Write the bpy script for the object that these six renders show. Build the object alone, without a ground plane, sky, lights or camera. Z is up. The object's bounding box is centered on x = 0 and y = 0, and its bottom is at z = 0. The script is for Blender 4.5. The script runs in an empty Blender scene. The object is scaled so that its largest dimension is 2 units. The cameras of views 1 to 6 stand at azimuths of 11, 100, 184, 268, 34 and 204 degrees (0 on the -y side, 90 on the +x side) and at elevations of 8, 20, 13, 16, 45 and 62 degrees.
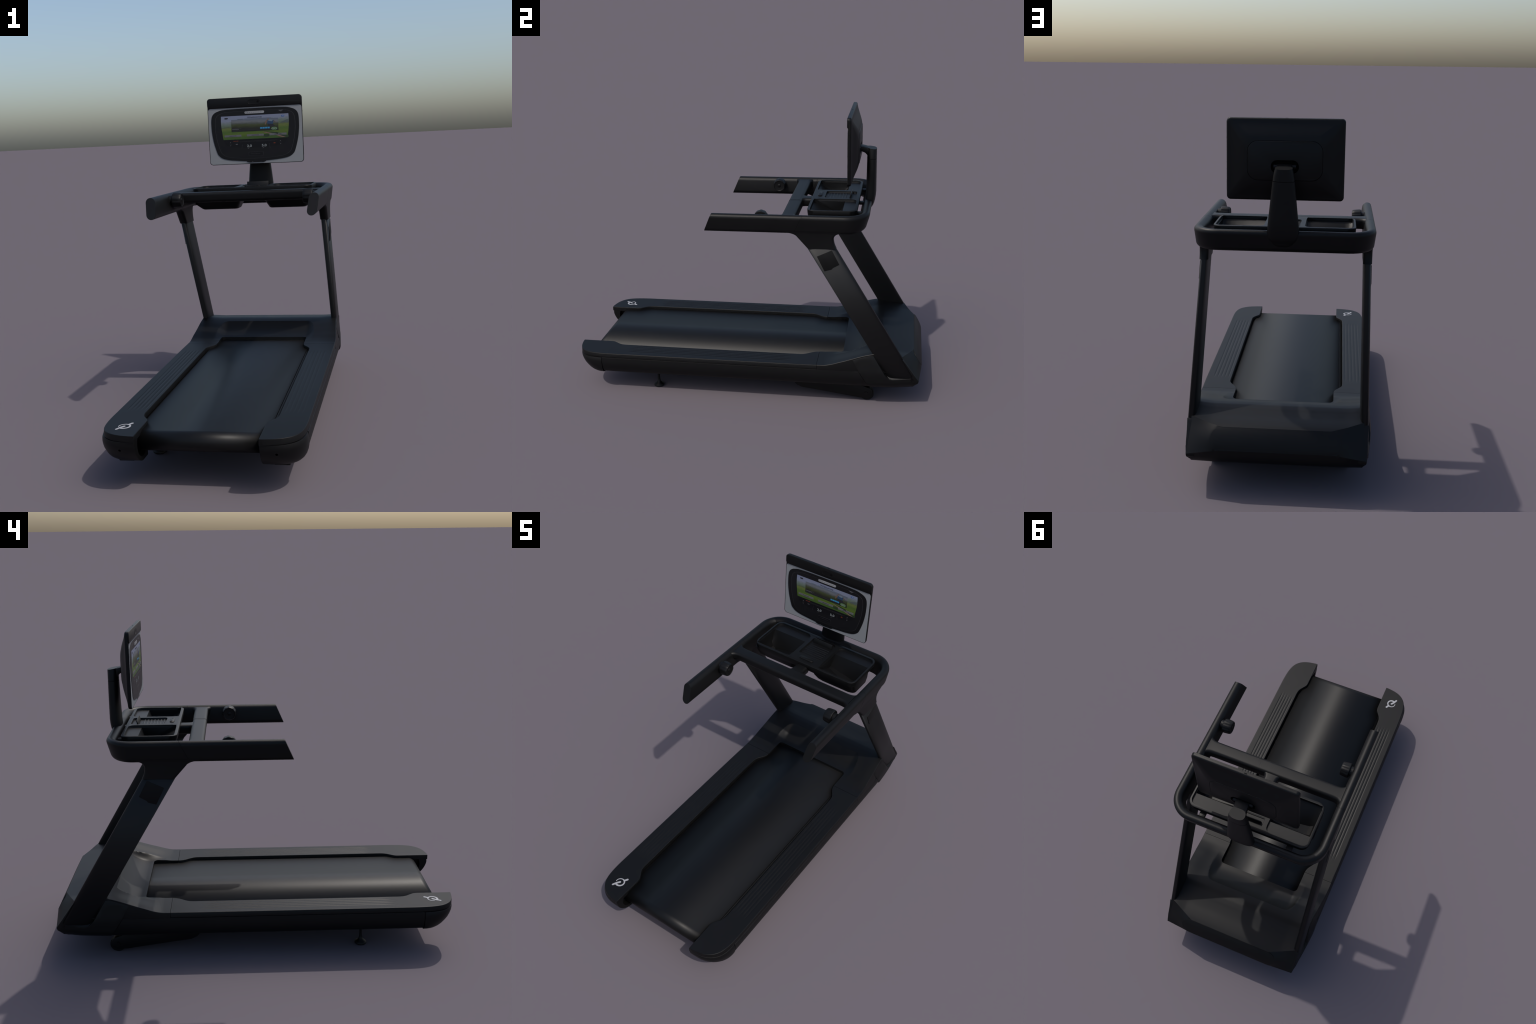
import bpy, bmesh, math
from mathutils import Vector

# ------------------------------------------------------------------ materials
def new_mat(name):
    m = bpy.data.materials.new(name)
    m.use_nodes = True
    nt = m.node_tree
    return m, nt, nt.nodes["Principled BSDF"]

def plain(name, col, rough=0.5, spec=0.5, metal=0.0, grain=0.0, scale=400.0, vary=0.08, coat=0.0):
    """Plastic / paint: base colour with a faint mottling and a fine bump grain."""
    m, nt, b = new_mat(name)
    N, L = nt.nodes, nt.links
    tc = N.new("ShaderNodeTexCoord")
    nz = N.new("ShaderNodeTexNoise")
    nz.inputs["Scale"].default_value = 9.0
    nz.inputs["Detail"].default_value = 4.0
    L.new(tc.outputs["Object"], nz.inputs["Vector"])
    rp = N.new("ShaderNodeValToRGB")
    lo = [c * (1 - vary) for c in col]; hi = [c * (1 + vary) for c in col]
    rp.color_ramp.elements[0].position = 0.3
    rp.color_ramp.elements[1].position = 0.7
    rp.color_ramp.elements[0].color = (*lo, 1)
    rp.color_ramp.elements[1].color = (*hi, 1)
    L.new(nz.outputs["Fac"], rp.inputs["Fac"])
    L.new(rp.outputs["Color"], b.inputs["Base Color"])
    b.inputs["Roughness"].default_value = rough
    b.inputs["Specular IOR Level"].default_value = spec
    b.inputs["Metallic"].default_value = metal
    b.inputs["Coat Weight"].default_value = coat
    if grain > 0:
        g = N.new("ShaderNodeTexNoise")
        g.inputs["Scale"].default_value = scale
        L.new(tc.outputs["Object"], g.inputs["Vector"])
        bp = N.new("ShaderNodeBump")
        bp.inputs["Strength"].default_value = grain
        bp.inputs["Distance"].default_value = 0.0006
        L.new(g.outputs["Fac"], bp.inputs["Height"])
        L.new(bp.outputs["Normal"], b.inputs["Normal"])
    return m

DK = 0.0036
SP = 0.21
def dark(name, v, rough, grain=0.0, scale=400.0, spec=SP):
    return plain(name, (v, v, v * 1.03), rough, spec, grain=grain, scale=scale)
M_BODY = dark("black_satin_plastic", DK, 0.46, 0.05)
M_DECK = dark("deck_rubberised_plastic", DK, 0.48, 0.02)
M_SKIRT = dark("skirt_black_plastic", 0.0036, 0.5, 0.06)
M_BELT = dark("running_belt_rubber", DK, 0.45, 0.0, spec=0.235)
M_RAIL = dark("handrail_rubber", DK, 0.47, 0.05)
M_POST = dark("post_painted_metal", DK, 0.46, spec=0.32)
M_PATCH = dark("post_grip_pad", 0.0040, 0.6)
M_TRAY = dark("tray_black_plastic", DK, 0.46, 0.05)
M_MON = dark("monitor_shell_plastic", 0.0036, 0.45)
M_DARK = plain("deep_black", (0.002, 0.002, 0.002), 0.7, 0.1)
M_LOGO = plain("logo_white_print", (0.30, 0.30, 0.31), 0.5, 0.4, vary=0.02)
M_PANEL = plain("console_grey_plastic", (0.215, 0.222, 0.23), 0.5, 0.3, vary=0.02)
M_BEZEL = plain("console_bezel", (0.0045, 0.0045, 0.0052), 0.40, 0.25)
M_BEZIN = plain("console_inner_bezel", (0.0060, 0.0060, 0.0070), 0.42, 0.25)
M_KEYS = plain("console_key_field", (0.0040, 0.0040, 0.0052), 0.4, 0.25)
M_SILVER = plain("silver_badge", (0.22, 0.22, 0.225), 0.45, 0.5, vary=0.3)
M_RELIEF = plain("badge_relief", (0.15, 0.15, 0.155), 0.5, 0.4)
M_BTN = plain("screen_button_grey", (0.10, 0.10, 0.105), 0.5, 0.4)
M_BLUE = plain("screen_blue", (0.03, 0.20, 0.38), 0.5, 0.4, vary=0.2)
M_GREEN = plain("screen_green", (0.05, 0.13, 0.035), 0.5, 0.4)
M_WHITE = plain("screen_white", (0.22, 0.24, 0.24), 0.5, 0.4)
M_GREYT = plain("print_grey", (0.07, 0.07, 0.075), 0.5, 0.4)
M_FAINT = plain("print_faint_grey", (0.028, 0.028, 0.03), 0.5, 0.4)
M_RED = plain("print_orange", (0.20, 0.035, 0.012), 0.5, 0.4)
M_INK = plain("screen_dark_ink", (0.015, 0.015, 0.02), 0.5, 0.4)
M_INKBL = plain("screen_blue_ink", (0.03, 0.09, 0.27), 0.5, 0.4)
M_PATH = plain("screen_path", (0.17, 0.10, 0.075), 0.5, 0.4, vary=0.3)
M_BUSH = plain("screen_bush", (0.015, 0.03, 0.012), 0.5, 0.4, vary=0.4)
M_HILL = plain("screen_hill", (0.06, 0.075, 0.075), 0.5, 0.4, vary=0.3)
M_SKIN = plain("screen_figure_skin", (0.12, 0.075, 0.055), 0.5, 0.4, vary=0.4)
M_SHIRT = plain("screen_figure_blue", (0.018, 0.045, 0.095), 0.5, 0.4, vary=0.5)
M_SHIRT2 = plain("screen_figure_pale", (0.12, 0.16, 0.19), 0.5, 0.4, vary=0.3)

def landscape(name, stops, horizon, slope, span, noise_scale, noise_amt, rough=0.5):
    """Picture on the display: bands by height over a tilted horizon, broken by noise."""
    m, nt, b = new_mat(name)
    N, L = nt.nodes, nt.links
    tc = N.new("ShaderNodeTexCoord")
    sep = N.new("ShaderNodeSeparateXYZ")
    L.new(tc.outputs["Object"], sep.inputs[0])
    mul = N.new("ShaderNodeMath"); mul.operation = 'MULTIPLY'; mul.inputs[1].default_value = -slope
    L.new(sep.outputs["X"], mul.inputs[0])
    add = N.new("ShaderNodeMath"); add.operation = 'ADD'
    L.new(sep.outputs["Z"], add.inputs[0]); L.new(mul.outputs[0], add.inputs[1])
    mp = N.new("ShaderNodeMapping"); mp.inputs["Scale"].default_value = (0.45, 1, 1.6)
    L.new(tc.outputs["Object"], mp.inputs["Vector"])
    nz = N.new("ShaderNodeTexNoise"); nz.inputs["Scale"].default_value = noise_scale
    nz.inputs["Detail"].default_value = 5
    L.new(mp.outputs[0], nz.inputs["Vector"])
    nm = N.new("ShaderNodeMath"); nm.operation = 'MULTIPLY_ADD'
    nm.inputs[1].default_value = noise_amt; nm.inputs[2].default_value = -0.5 * noise_amt
    L.new(nz.outputs["Fac"], nm.inputs[0])
    ad2 = N.new("ShaderNodeMath"); ad2.operation = 'ADD'
    L.new(add.outputs[0], ad2.inputs[0]); L.new(nm.outputs[0], ad2.inputs[1])
    mr = N.new("ShaderNodeMapRange")
    mr.inputs["From Min"].default_value = horizon - span
    mr.inputs["From Max"].default_value = horizon + span
    L.new(ad2.outputs[0], mr.inputs["Value"])
    rp = N.new("ShaderNodeValToRGB")
    els = rp.color_ramp.elements
    while len(els) < len(stops):
        els.new(0.5)
    for e, (p, c) in zip(els, stops):
        e.position = p; e.color = (*c, 1)
    L.new(mr.outputs[0], rp.inputs["Fac"])
    L.new(rp.outputs["Color"], b.inputs["Base Color"])
    b.inputs["Roughness"].default_value = rough
    b.inputs["Specular IOR Level"].default_value = 0.4
    return m

M_SCENE = landscape("screen_meadow_picture", [
    (0.00, (0.035, 0.075, 0.012)), (0.16, (0.070, 0.110, 0.012)), (0.30, (0.050, 0.095, 0.015)),
    (0.44, (0.105, 0.130, 0.030)), (0.50, (0.065, 0.080, 0.045)), (0.55, (0.090, 0.125, 0.085)),
    (0.66, (0.125, 0.150, 0.140)), (0.76, (0.165, 0.185, 0.245)), (1.00, (0.160, 0.175, 0.255))],
    1.443, 0.04, 0.065, 130, 0.030)
M_CARD = landscape("screen_card_picture", [
    (0.00, (0.008, 0.008, 0.008)), (0.24, (0.012, 0.012, 0.009)), (0.42, (0.030, 0.036, 0.010)),
    (0.55, (0.045, 0.055, 0.022)), (0.64, (0.060, 0.068, 0.060)), (0.78, (0.125, 0.132, 0.140)),
    (1.00, (0.085, 0.100, 0.135))],
    1.445, -0.02, 0.034, 80, 0.016)

# ------------------------------------------------------------------ mesh helpers
def smooth_by_angle(me, deg):
    for p in me.polygons:
        p.use_smooth = True
    me.set_sharp_from_angle(angle=math.radians(deg))

ROOT = bpy.data.objects.new("treadmill", None)
ROOT["label"] = "matte black treadmill with tall console screen and side handrails"
ROOT["category"] = "treadmill"
bpy.context.collection.objects.link(ROOT)

def mesh_obj(name, verts, faces, mat, parent=ROOT, angle=35, recalc=True):
    me = bpy.data.meshes.new(name)
    me.from_pydata([tuple(v) for v in verts], [], faces)
    if recalc:
        bm = bmesh.new(); bm.from_mesh(me)
        bmesh.ops.remove_doubles(bm, verts=bm.verts, dist=1e-6)
        bmesh.ops.recalc_face_normals(bm, faces=bm.faces)
        bm.to_mesh(me); bm.free()
    smooth_by_angle(me, angle)
    me.materials.append(mat)
    ob = bpy.data.objects.new(name, me)
    bpy.context.collection.objects.link(ob)
    ob.parent = parent
    return ob

def bake(ob, angle=35):
    dg = bpy.context.evaluated_depsgraph_get()
    dg.update()
    me = bpy.data.meshes.new_from_object(ob.evaluated_get(dg))
    ob.modifiers.clear()
    old = ob.data
    ob.data = me
    bpy.data.meshes.remove(old)
    if angle is not None:
        smooth_by_angle(me, angle)
    return ob

def boolean(ob, cutters, op='DIFFERENCE', angle=35, keep=False):
    for c in cutters:
        md = ob.modifiers.new("cut", 'BOOLEAN')
        md.object = c; md.operation = op; md.solver = 'EXACT'
    bake(ob, angle)
    if not keep:
        for c in cutters:
            me = c.data
            bpy.data.objects.remove(c); bpy.data.meshes.remove(me)
    return ob

def bevel(ob, w, seg=3, limit=30, angle=35):
    md = ob.modifiers.new("bevel", 'BEVEL')
    md.width = w; md.segments = seg; md.limit_method = 'ANGLE'
    md.angle_limit = math.radians(limit)
    return bake(ob, angle)

def join(name, objs, mat=None, parent=ROOT):
    bm = bmesh.new()
    for o in objs:
        t = o.data.copy(); bm.from_mesh(t); bpy.data.meshes.remove(t)
    me = bpy.data.meshes.new(name); bm.to_mesh(me); bm.free()
    m = mat or objs[0].data.materials[0]
    for o in objs:
        d = o.data; bpy.data.objects.remove(o); bpy.data.meshes.remove(d)
    me.materials.append(m)
    for p in me.polygons: p.material_index = 0
    smooth_by_angle(me, 35)
    ob = bpy.data.objects.new(name, me)
    bpy.context.collection.objects.link(ob); ob.parent = parent
    return ob

def loft(rings, caps=True, closed=True):
    n = len(rings[0]); V = []; F = []
    for r in rings: V += [tuple(p) for p in r]
    for i in range(len(rings) - 1):
        for j in range(n if closed else n - 1):
            k = (j + 1) % n
            F.append((i * n + j, i * n + k, (i + 1) * n + k, (i + 1) * n + j))
    if caps:
        F.append(tuple(range(n - 1, -1, -1)))
        F.append(tuple(range((len(rings) - 1) * n, len(rings) * n)))
    return V, F

def rrect(cx, cy, hx, hy, r, n=5):
    """rounded rectangle outline, counter-clockwise"""
    r = min(r, hx, hy); P = []
    for sx, sy, a0 in ((1, 1, 0), (-1, 1, 90), (-1, -1, 180), (1, -1, 270)):
        for i in range(n + 1):
            a = math.radians(a0 + 90 * i / n)
            P.append((cx + sx * (hx - r) + r * math.cos(a), cy + sy * (hy - r) + r * math.sin(a)))
    return P

def superellipse(cx, cy, hx, hy, e, n=40):
    P = []
    for i in range(n):
        a = 2 * math.pi * i / n
        c, s = math.cos(a), math.sin(a)
        P.append((cx + hx * math.copysign(abs(c) ** (2 / e), c), cy + hy * math.copysign(abs(s) ** (2 / e), s)))
    return P

def interp(x, tab):
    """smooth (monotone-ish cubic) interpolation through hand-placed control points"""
    if x <= tab[0][0]: return tab[0][1]
    if x >= tab[-1][0]: return tab[-1][1]
    for i in range(len(tab) - 1):
        if x <= tab[i + 1][0]:
            break
    x0, y0 = tab[i]; x1, y1 = tab[i + 1]
    def slope(k):
        if k <= 0 or k >= len(tab) - 1: return None
        a = (tab[k][1] - tab[k - 1][1]) / (tab[k][0] - tab[k - 1][0])
        b = (tab[k + 1][1] - tab[k][1]) / (tab[k + 1][0] - tab[k][0])
        return 0 if a * b <= 0 else 2 * a * b / (a + b)
    d = (y1 - y0) / (x1 - x0)
    m0 = slope(i); m1 = slope(i + 1)
    m0 = d if m0 is None else m0; m1 = d if m1 is None else m1
    h = x1 - x0; t = (x - x0) / h
    return ((2*t**3 - 3*t*t + 1) * y0 + (t**3 - 2*t*t + t) * h * m0 + (-2*t**3 + 3*t*t) * y1 + (t**3 - t*t) * h * m1)

def lin(x, tab):
    if x <= tab[0][0]: return tab[0][1]
    for (x0, y0), (x1, y1) in zip(tab, tab[1:]):
        if x <= x1: return y0 + (y1 - y0) * (x - x0) / (x1 - x0)
    return tab[-1][1]

def sstep(t):
    t = max(0.0, min(1.0, t)); return t * t * (3 - 2 * t)

def mirror_x(V): return [(-x, y, z) for x, y, z in V]

def both_sides(name, V, F, mat, parent=ROOT, angle=35, bev=None):
    out = []
    for s in (1, -1):
        ob = mesh_obj(name, V if s > 0 else mirror_x(V), F, mat, parent, angle)
        if bev: bevel(ob, bev[0], bev[1], angle=angle)
        out.append(ob)
    return out

def prism(poly, axis, a, b):
    """extrude a 2D outline along an axis between a and b.  axis x: outline is (y,z); y: (x,z); z: (x,y)"""
    def P(p, t):
        return {'x': (t, p[0], p[1]), 'y': (p[0], t, p[1]), 'z': (p[0], p[1], t)}[axis]
    return loft([[P(p, a) for p in poly], [P(p, b) for p in poly]])

def box(x0, x1, y0, y1, z0, z1):
    return prism([(x0, y0), (x1, y0), (x1, y1), (x0, y1)], 'z', z0, z1)

def cyl(p0, p1, r, n=24, r1=None):
    p0, p1 = Vector(p0), Vector(p1); d = (p1 - p0).normalized()
    a = d.orthogonal().normalized(); b = d.cross(a)
    r1 = r if r1 is None else r1
    R = []
    for p, rr in ((p0, r), (p1, r1)):
        R.append([p + rr * (math.cos(2 * math.pi * i / n) * a + math.sin(2 * math.pi * i / n) * b) for i in range(n)])
    return loft(R)

def catmull(pts, k=6, closed=True):
    n = len(pts); out = []
    for i in range(n if closed else n - 1):
        p = [pts[(i + j - 1) % n] if closed else pts[max(0, min(n - 1, i + j - 1))] for j in range(4)]
        for s in range(k):
            t = s / k
            out.append(tuple(0.5 * (2 * p[1][c] + (p[2][c] - p[0][c]) * t + (2 * p[0][c] - 5 * p[1][c] + 4 * p[2][c] - p[3][c]) * t * t
                       + (3 * p[1][c] - p[0][c] - 3 * p[2][c] + p[3][c]) * t ** 3) for c in range(len(p[1]))))
    if not closed: out.append(tuple(pts[-1]))
    return out

# ------------------------------------------------------------------ side decks (foot rails)
DECK_Z = 0.250
IN_TAB = [(-1.0, .247), (-.835, .247), (-.815, .2485), (-.79, .262), (-.765, .278), (-.745, .284), (-.72, .2855),
          (.30, .2855), (.325, .284), (.345, .277), (.37, .261), (.39, .249), (.41, .2435), (.43, .243)]
OUT_TAB = [(-1.0, .262), (-.997, .285), (-.992, .310), (-.985, .332), (-.975, .352), (-.960, .371), (-.940, .387),
           (-.915, .3985), (-.88, .4065), (-.84, .411), (-.78, .413), (.25, .4135), (.43, .412)]

def corrugation(x, y):
    """five shallow grooves running along the deck, tapering out at both ends"""
    w = 0.0
    for k in range(5):
        c = 0.302 + 0.0182 * k
        y0, y1 = -0.700 - 0.002 * k, 0.285
        t = min((y - y0) / 0.05, (y1 - y) / 0.05)
        if t <= 0: continue
        wd = 0.0058 * min(1.0, t) ** 0.6
        d = abs(x - c) / wd
        if d < 1: w = max(w, min(1.0, t) * (0.5 + 0.5 * math.cos(math.pi * d)))
    return -0.0014 * w

def side_deck():
    ys = [-1.0, -.9985, -.997, -.9945, -.992, -.9885, -.985, -.98, -.975, -.9675, -.960, -.95, -.94, -.9275, -.915, -.898, -.88, -.86, -.84]
    y = -.83
    while y < .4180: ys.append(y); y += .01
    ys.append(.4183)
    NU = 60; rings = []
    for y in ys:
        xi, xo = interp(y, IN_TAB), interp(y, OUT_TAB)
        c = min(0.003, (xo - xi) * .2)
        ring = [(xi, DECK_Z - .026), (xi, DECK_Z - .0028), (xi + .0004, DECK_Z - .0013), (xi + .0012, DECK_Z - .0004), (xi + .0022, DECK_Z)]
        for i in range(NU + 1):
            x = xi + .0026 + (xo - c - xi - .0026) * i / NU
            ring.append((x, DECK_Z + corrugation(x, y)))
        ring += [(xo - c * .45, DECK_Z - c * .18), (xo - c * .12, DECK_Z - c * .55), (xo + .0003, DECK_Z - c), (xo + .0028, DECK_Z - .0215), (xo + .0028, DECK_Z - .0235), (xo + .0005, DECK_Z - .0250), (xo - .003, DECK_Z - .026)]
        rings.append([(x, y, z) for x, z in ring])
    return loft(rings)

V, F = side_deck()
decks = both_sides("side_deck", V, F, M_DECK, angle=38)

# printed wheel-and-crank mark on the left deck, built as thin raised print
def capsule_path(pts, w0, w1=None, n=8):
    """flat ribbon with round ends along a polyline -> outline points"""
    w1 = w0 if w1 is None else w1
    m = len(pts); Lr, Rr = [], []
    for i, p in enumerate(pts):
        a = pts[max(0, i - 1)]; b = pts[min(m - 1, i + 1)]
        dx, dy = b[0] - a[0], b[1] - a[1]; l = math.hypot(dx, dy) or 1
        nx, ny = -dy / l, dx / l
        w = (w0 + (w1 - w0) * i / (m - 1)) / 2
        Lr.append((p[0] + nx * w, p[1] + ny * w)); Rr.append((p[0] - nx * w, p[1] - ny * w))
    def arc(c, a, w):
        a0 = math.atan2(a[1] - c[1], a[0] - c[0])
        return [(c[0] + w * math.cos(a0 - math.pi * i / n), c[1] + w * math.sin(a0 - math.pi * i / n)) for i in range(1, n)]
    return Lr + arc(pts[-1], Lr[-1], w1 / 2) + Rr[::-1] + arc(pts[0], Rr[0], w0 / 2)

def logo():
    cx, cy = -.3205, -.8925
    parts = []
    A = Vector((-.341, -.928)); B = Vector((-.299, -.856)); C = Vector((cx, cy))
    u = (A - B).normalized()
    R, w = .0235, .0102
    ang = math.atan2(u.y, u.x)                     # direction of the outer bar end
    # ring: runs from the junction with the outer bar round to a tapering free tip
    sgn = 1
    ring = [(cx + R * math.cos(ang + sgn * math.radians(a)), cy + R * math.sin(ang + sgn * math.radians(a)))
            for a in [i * 6 for i in range(1, 53)]]
    parts.append(capsule_path(ring, w, .0035))
    n = Vector((-u.y, u.x))
    off = n * 0.0055
    # crank from hub out through the ring to the upper pedal
    parts.append(capsule_path([tuple(C - off * .2), tuple(C + u * .018 - off * .6), tuple(A - off * .3)], .0112, .0102))
    # lower pedal
    parts.append(capsule_path([tuple(B - u * .0), tuple(C - u * R)], .0112, .0102))
    objs = []
    for i, o in enumerate(parts):
        V, F = prism(o, 'z', DECK_Z - .0005, DECK_Z + .0006 + .0001 * i)
        objs.append(mesh_obj("logo_mark", V, F, M_LOGO))
    return join("logo_mark", objs, M_LOGO, decks[1])
logo()

# ------------------------------------------------------------------ side skirts under the decks
def skirt():
    sec = [(.292, .222), (.292, .128), (.297, .1195), (.370, .1195), (.385, .1225), (.396, .1295), (.4055, .141), (.4132, .158), (.4182, .178), (.4190, .197), (.4178, .213), (.4168, .2228), (.4145, .2243), (.407, .2243)]
    R = [[(x, y, z) for x, z in sec] for y in (-.8335, -.4, 0., .4)]
    R.append([(x, .6515 + (.2243 - z) * .63, z) for x, z in sec])          # slanted joint with the hood cheek
    return loft(R)
V, F = skirt()
both_sides("side_skirt", V, F, M_SKIRT, angle=40)
# ledge that closes the slot between belt and deck
V, F = loft([[(.262, y, .150), (.262, y, .2300), (.2695, y, .2335), (.2770, y, .2290), (.287, y, .2190), (.300, y, .2190), (.300, y, .150)] for y in (-.83, .42)])
both_sides("belt_guide", V, F, M_BELT, angle=30)

# ------------------------------------------------------------------ rear end caps
def end_cap():
    # (z, y of rear-most point, outer x, inset of the corner arc)
    lev = [(.2243, -.9925, .4090), (.2225, -.9955, .4140), (.212, -.9965, .4176), (.200, -.9945, .4190), (.185, -.9890, .4192), (.170, -.9810, .4185),
           (.155, -.9700, .4155), (.142, -.9570, .4105), (.131, -.9430, .4035), (.122, -.9280, .394), (.116, -.9130, .382), (.1125, -.8980, .366)]
    rings = []
    for z, yr, xo in lev:
        P = [(.248, -.8365), (.248, yr)]
        xs = interp(z, [(.115, .30), (.16, .285), (.222, .275)])
        ax, ay = xo - xs, min(.135, -.8365 - yr)
        for i in range(0, 19):
            a = math.radians(90 * i / 18)
            P.append((xs + ax * math.sin(a) ** .92, yr + ay * (1 - math.cos(a) ** .92)))
        if P[-1][1] < -.8365: P.append((xo, -.8365))
        else: P.append((xo, -.8364))
        rings.append([(x, y, z) for x, y in P])
    return loft(rings)
V, F = end_cap()
for s in (1, -1):
    cap = mesh_obj("rear_end_cap", V if s > 0 else mirror_x(V), F, M_BODY)
    # clearance for the roller: leaves a hooked wall behind the belt
    c1 = mesh_obj("cutter", *cyl((s * .20, -.893, .195), (s * .280, -.893, .195), .064, 40), M_BODY)
    c2 = mesh_obj("cutter", *box(*sorted((s * .20, s * .280)), -.905, -.80, .142, .30), M_BODY)
    c3 = mesh_obj("cutter", *cyl((s * .312, -1.02, .185), (s * .312, -.93, .185), .0055, 20), M_BODY)
    boolean(cap, [c1, c2, c3], angle=30)
    pl = mesh_obj("screw_recess", *cyl((s * .312, -.966, .185), (s * .312, -.94, .185), .0054, 20), M_DARK, cap)
    fl = mesh_obj("cap_latch", *box(*sorted((s * .285, s * .350)), -.900, -.838, .1070, .118), M_BODY, cap)
    bevel(fl, .004, 2)

# ------------------------------------------------------------------ running belt
def running_belt():
    HW, zt, zb = .2675, .2365, .1535
    zc, r = (zt + zb) / 2, (zt - zb) / 2
    yr, yf = -.889, .60
    prof = []
    for i in range(17):
        a = math.radians(90 + 180 * i / 16); prof.append((yr + r * math.cos(a), zc + r * math.sin(a), math.cos(a), math.sin(a)))
    for i in range(17):
        a = math.radians(-90 + 180 * i / 16); prof.append((yf + r * math.cos(a), zc + r * math.sin(a), math.cos(a), math.sin(a)))
    # flat belt; edge normals bent outwards to shade a highlight band across it
    V, N = [], []
    for y, z, ny, nz in prof:
        for s in (-1, 1):
            V.append((s * HW, y, z)); N.append(Vector((s * 1.0, ny, nz)).normalized())
    n = len(prof); F = []
    for i in range(n):
        j = (i + 1) % n
        F.append((2 * i, 2 * i + 1, 2 * j + 1, 2 * j))
    me = bpy.data.meshes.new("running_belt")
    me.from_pydata(V, [], F)
    # orient outwards
    me.update()
    if me.polygons[0].normal.dot(Vector((0, -.2, 1))) < 0: me.flip_normals()
    for p in me.polygons: p.use_smooth = True
    me.normals_split_custom_set_from_vertices(N)
    me.materials.append(M_BELT)
    ob = bpy.data.objects.new("running_belt", me)
    bpy.context.collection.objects.link(ob); ob.parent = ROOT
    core = mesh_obj("rear_roller", *cyl((-.262, yr, zc), (.262, yr, zc), r - .003, 32), M_DARK)
    bed = mesh_obj("belt_bed", *box(-.264, .264, yr, yf, zb + .004, zt - .004), M_DARK)
running_belt()

# ------------------------------------------------------------------ front hood
S_TAB = [(.42, .250), (.455, .2505), (.50, .2555), (.56, .2705), (.62, .2895), (.68, .3085), (.723, .3185), (.745, .3215), (.765, .3220),
         (.79, .3190), (.82, .3135), (.86, .3070), (.90, .3020), (.93, .2975), (.952, .2930)]
XO_TAB = [(.42, .412), (.50, .411), (.62, .4035), (.735, .397), (.80, .3955), (.885, .390), (.96, .392), (1.01, .392)]

def hood_z(x, y):
    ax = abs(x)
    s = interp(y, S_TAB) + .0060 * sstep((ax - .29) / .09) * sstep((y - .45) / .10)
    dx = (.280 - ax) / .050
    dy = (.698 - y) / .125
    q = 1 - math.hypot(max(0, 1 - dx), max(0, 1 - dy))
    if q <= 0: return s
    w = 1 - (1 - q) ** 1.4
    b = min(s, .2535)
    return s + (b - s) * w

def hood():
    us = []
    N = 150
    for i in range(N + 1):
        us.append(-1 + 2 * i / N)
    us = [-1.0001, -1.0, -.9955] + us[1:-1] + [.9955, 1.0, 1.0001]
    rings = []
    NT = 130
    for k, u in enumerate(us):
        edge = k in (0, 1, len(us) - 2, len(us) - 1); outer = k in (0, len(us) - 1)
        x_at = lambda y: u * interp(y, XO_TAB)
        ring = []
        a = abs(u * .392)
        c = sstep((a - .235) / .02) * 0 + max(0.0, min(1.0, (a - .238) / .150))      # chamfer towards the sides
        yb = .952 + (.886 - .952) * c
        for i in range(NT + 1):
            y = .42 + (yb - .42) * i / NT
            x = x_at(y)
            z = hood_z(x, y) - (.0018 if edge else 0)
            if outer:
                x = math.copysign(interp(y, [(.42, .4168), (.61, .4168), (.66, .412), (.72, .400), (.80, .393), (1.0, .388)]), u)
                z = min(z, .2235)
            ring.append((x, y, z))
        zr = ring[-1][2]
        # back face: flat rounded field in the middle, falling off to the corner edges
        xs = u * .392
        for t in (.12, .25, .38, .5, .62, .75, .88, 1.0):
            st = .238 + .045 * math.sin(math.pi * t) ** .7 + .010 * t
            ct = max(0.0, min(1.0, (a - st) / (.390 - st)))
            yc, zc_ = .952 + .0475 * t, .2930 + (.204 - .2930) * t
            yd, zd = .886 + .096 * t, .3035 + (.174 - .3035) * t
            ring.append((xs, yc + (yd - yc) * ct, zc_ + (zd - zc_) * ct - (.002 if edge else 0)))
        yl, zl = ring[-1][1], ring[-1][2]
        rnd = max(0.0, (abs(xs) - .350) / .042)           # rounded lower corners
        lift = .042 * min(1.0, rnd) ** 2.6
        for dy, zz in ((-.003, .185), (-.010, .163), (-.023, .1435), (-.041, .1295), (-.068, .1210), (-.105, .1180)):
            ring.append((xs * (1 - .004 * rnd), yl + dy * (1 - .25 * c), min(zl - .001, max(min(zl - .003, zz), .118 + lift))))
        ring += [(xs, .70, .1180 + lift), (xs, .655, .1180 + lift), (xs, .648, .20), (x_at(.42), .42, .20)]
        rings.append(ring)
    V, F = loft(rings)
    ob = mesh_obj("front_hood", V, F, M_BODY, angle=24)
    cut = mesh_obj("cutter", *prism(rrect(0, .25, .2430, .3050, .022, 6), 'z', .1, .5), M_BODY)
    boolean(ob, [cut], angle=24)
    return ob
HOOD = hood()

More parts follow.
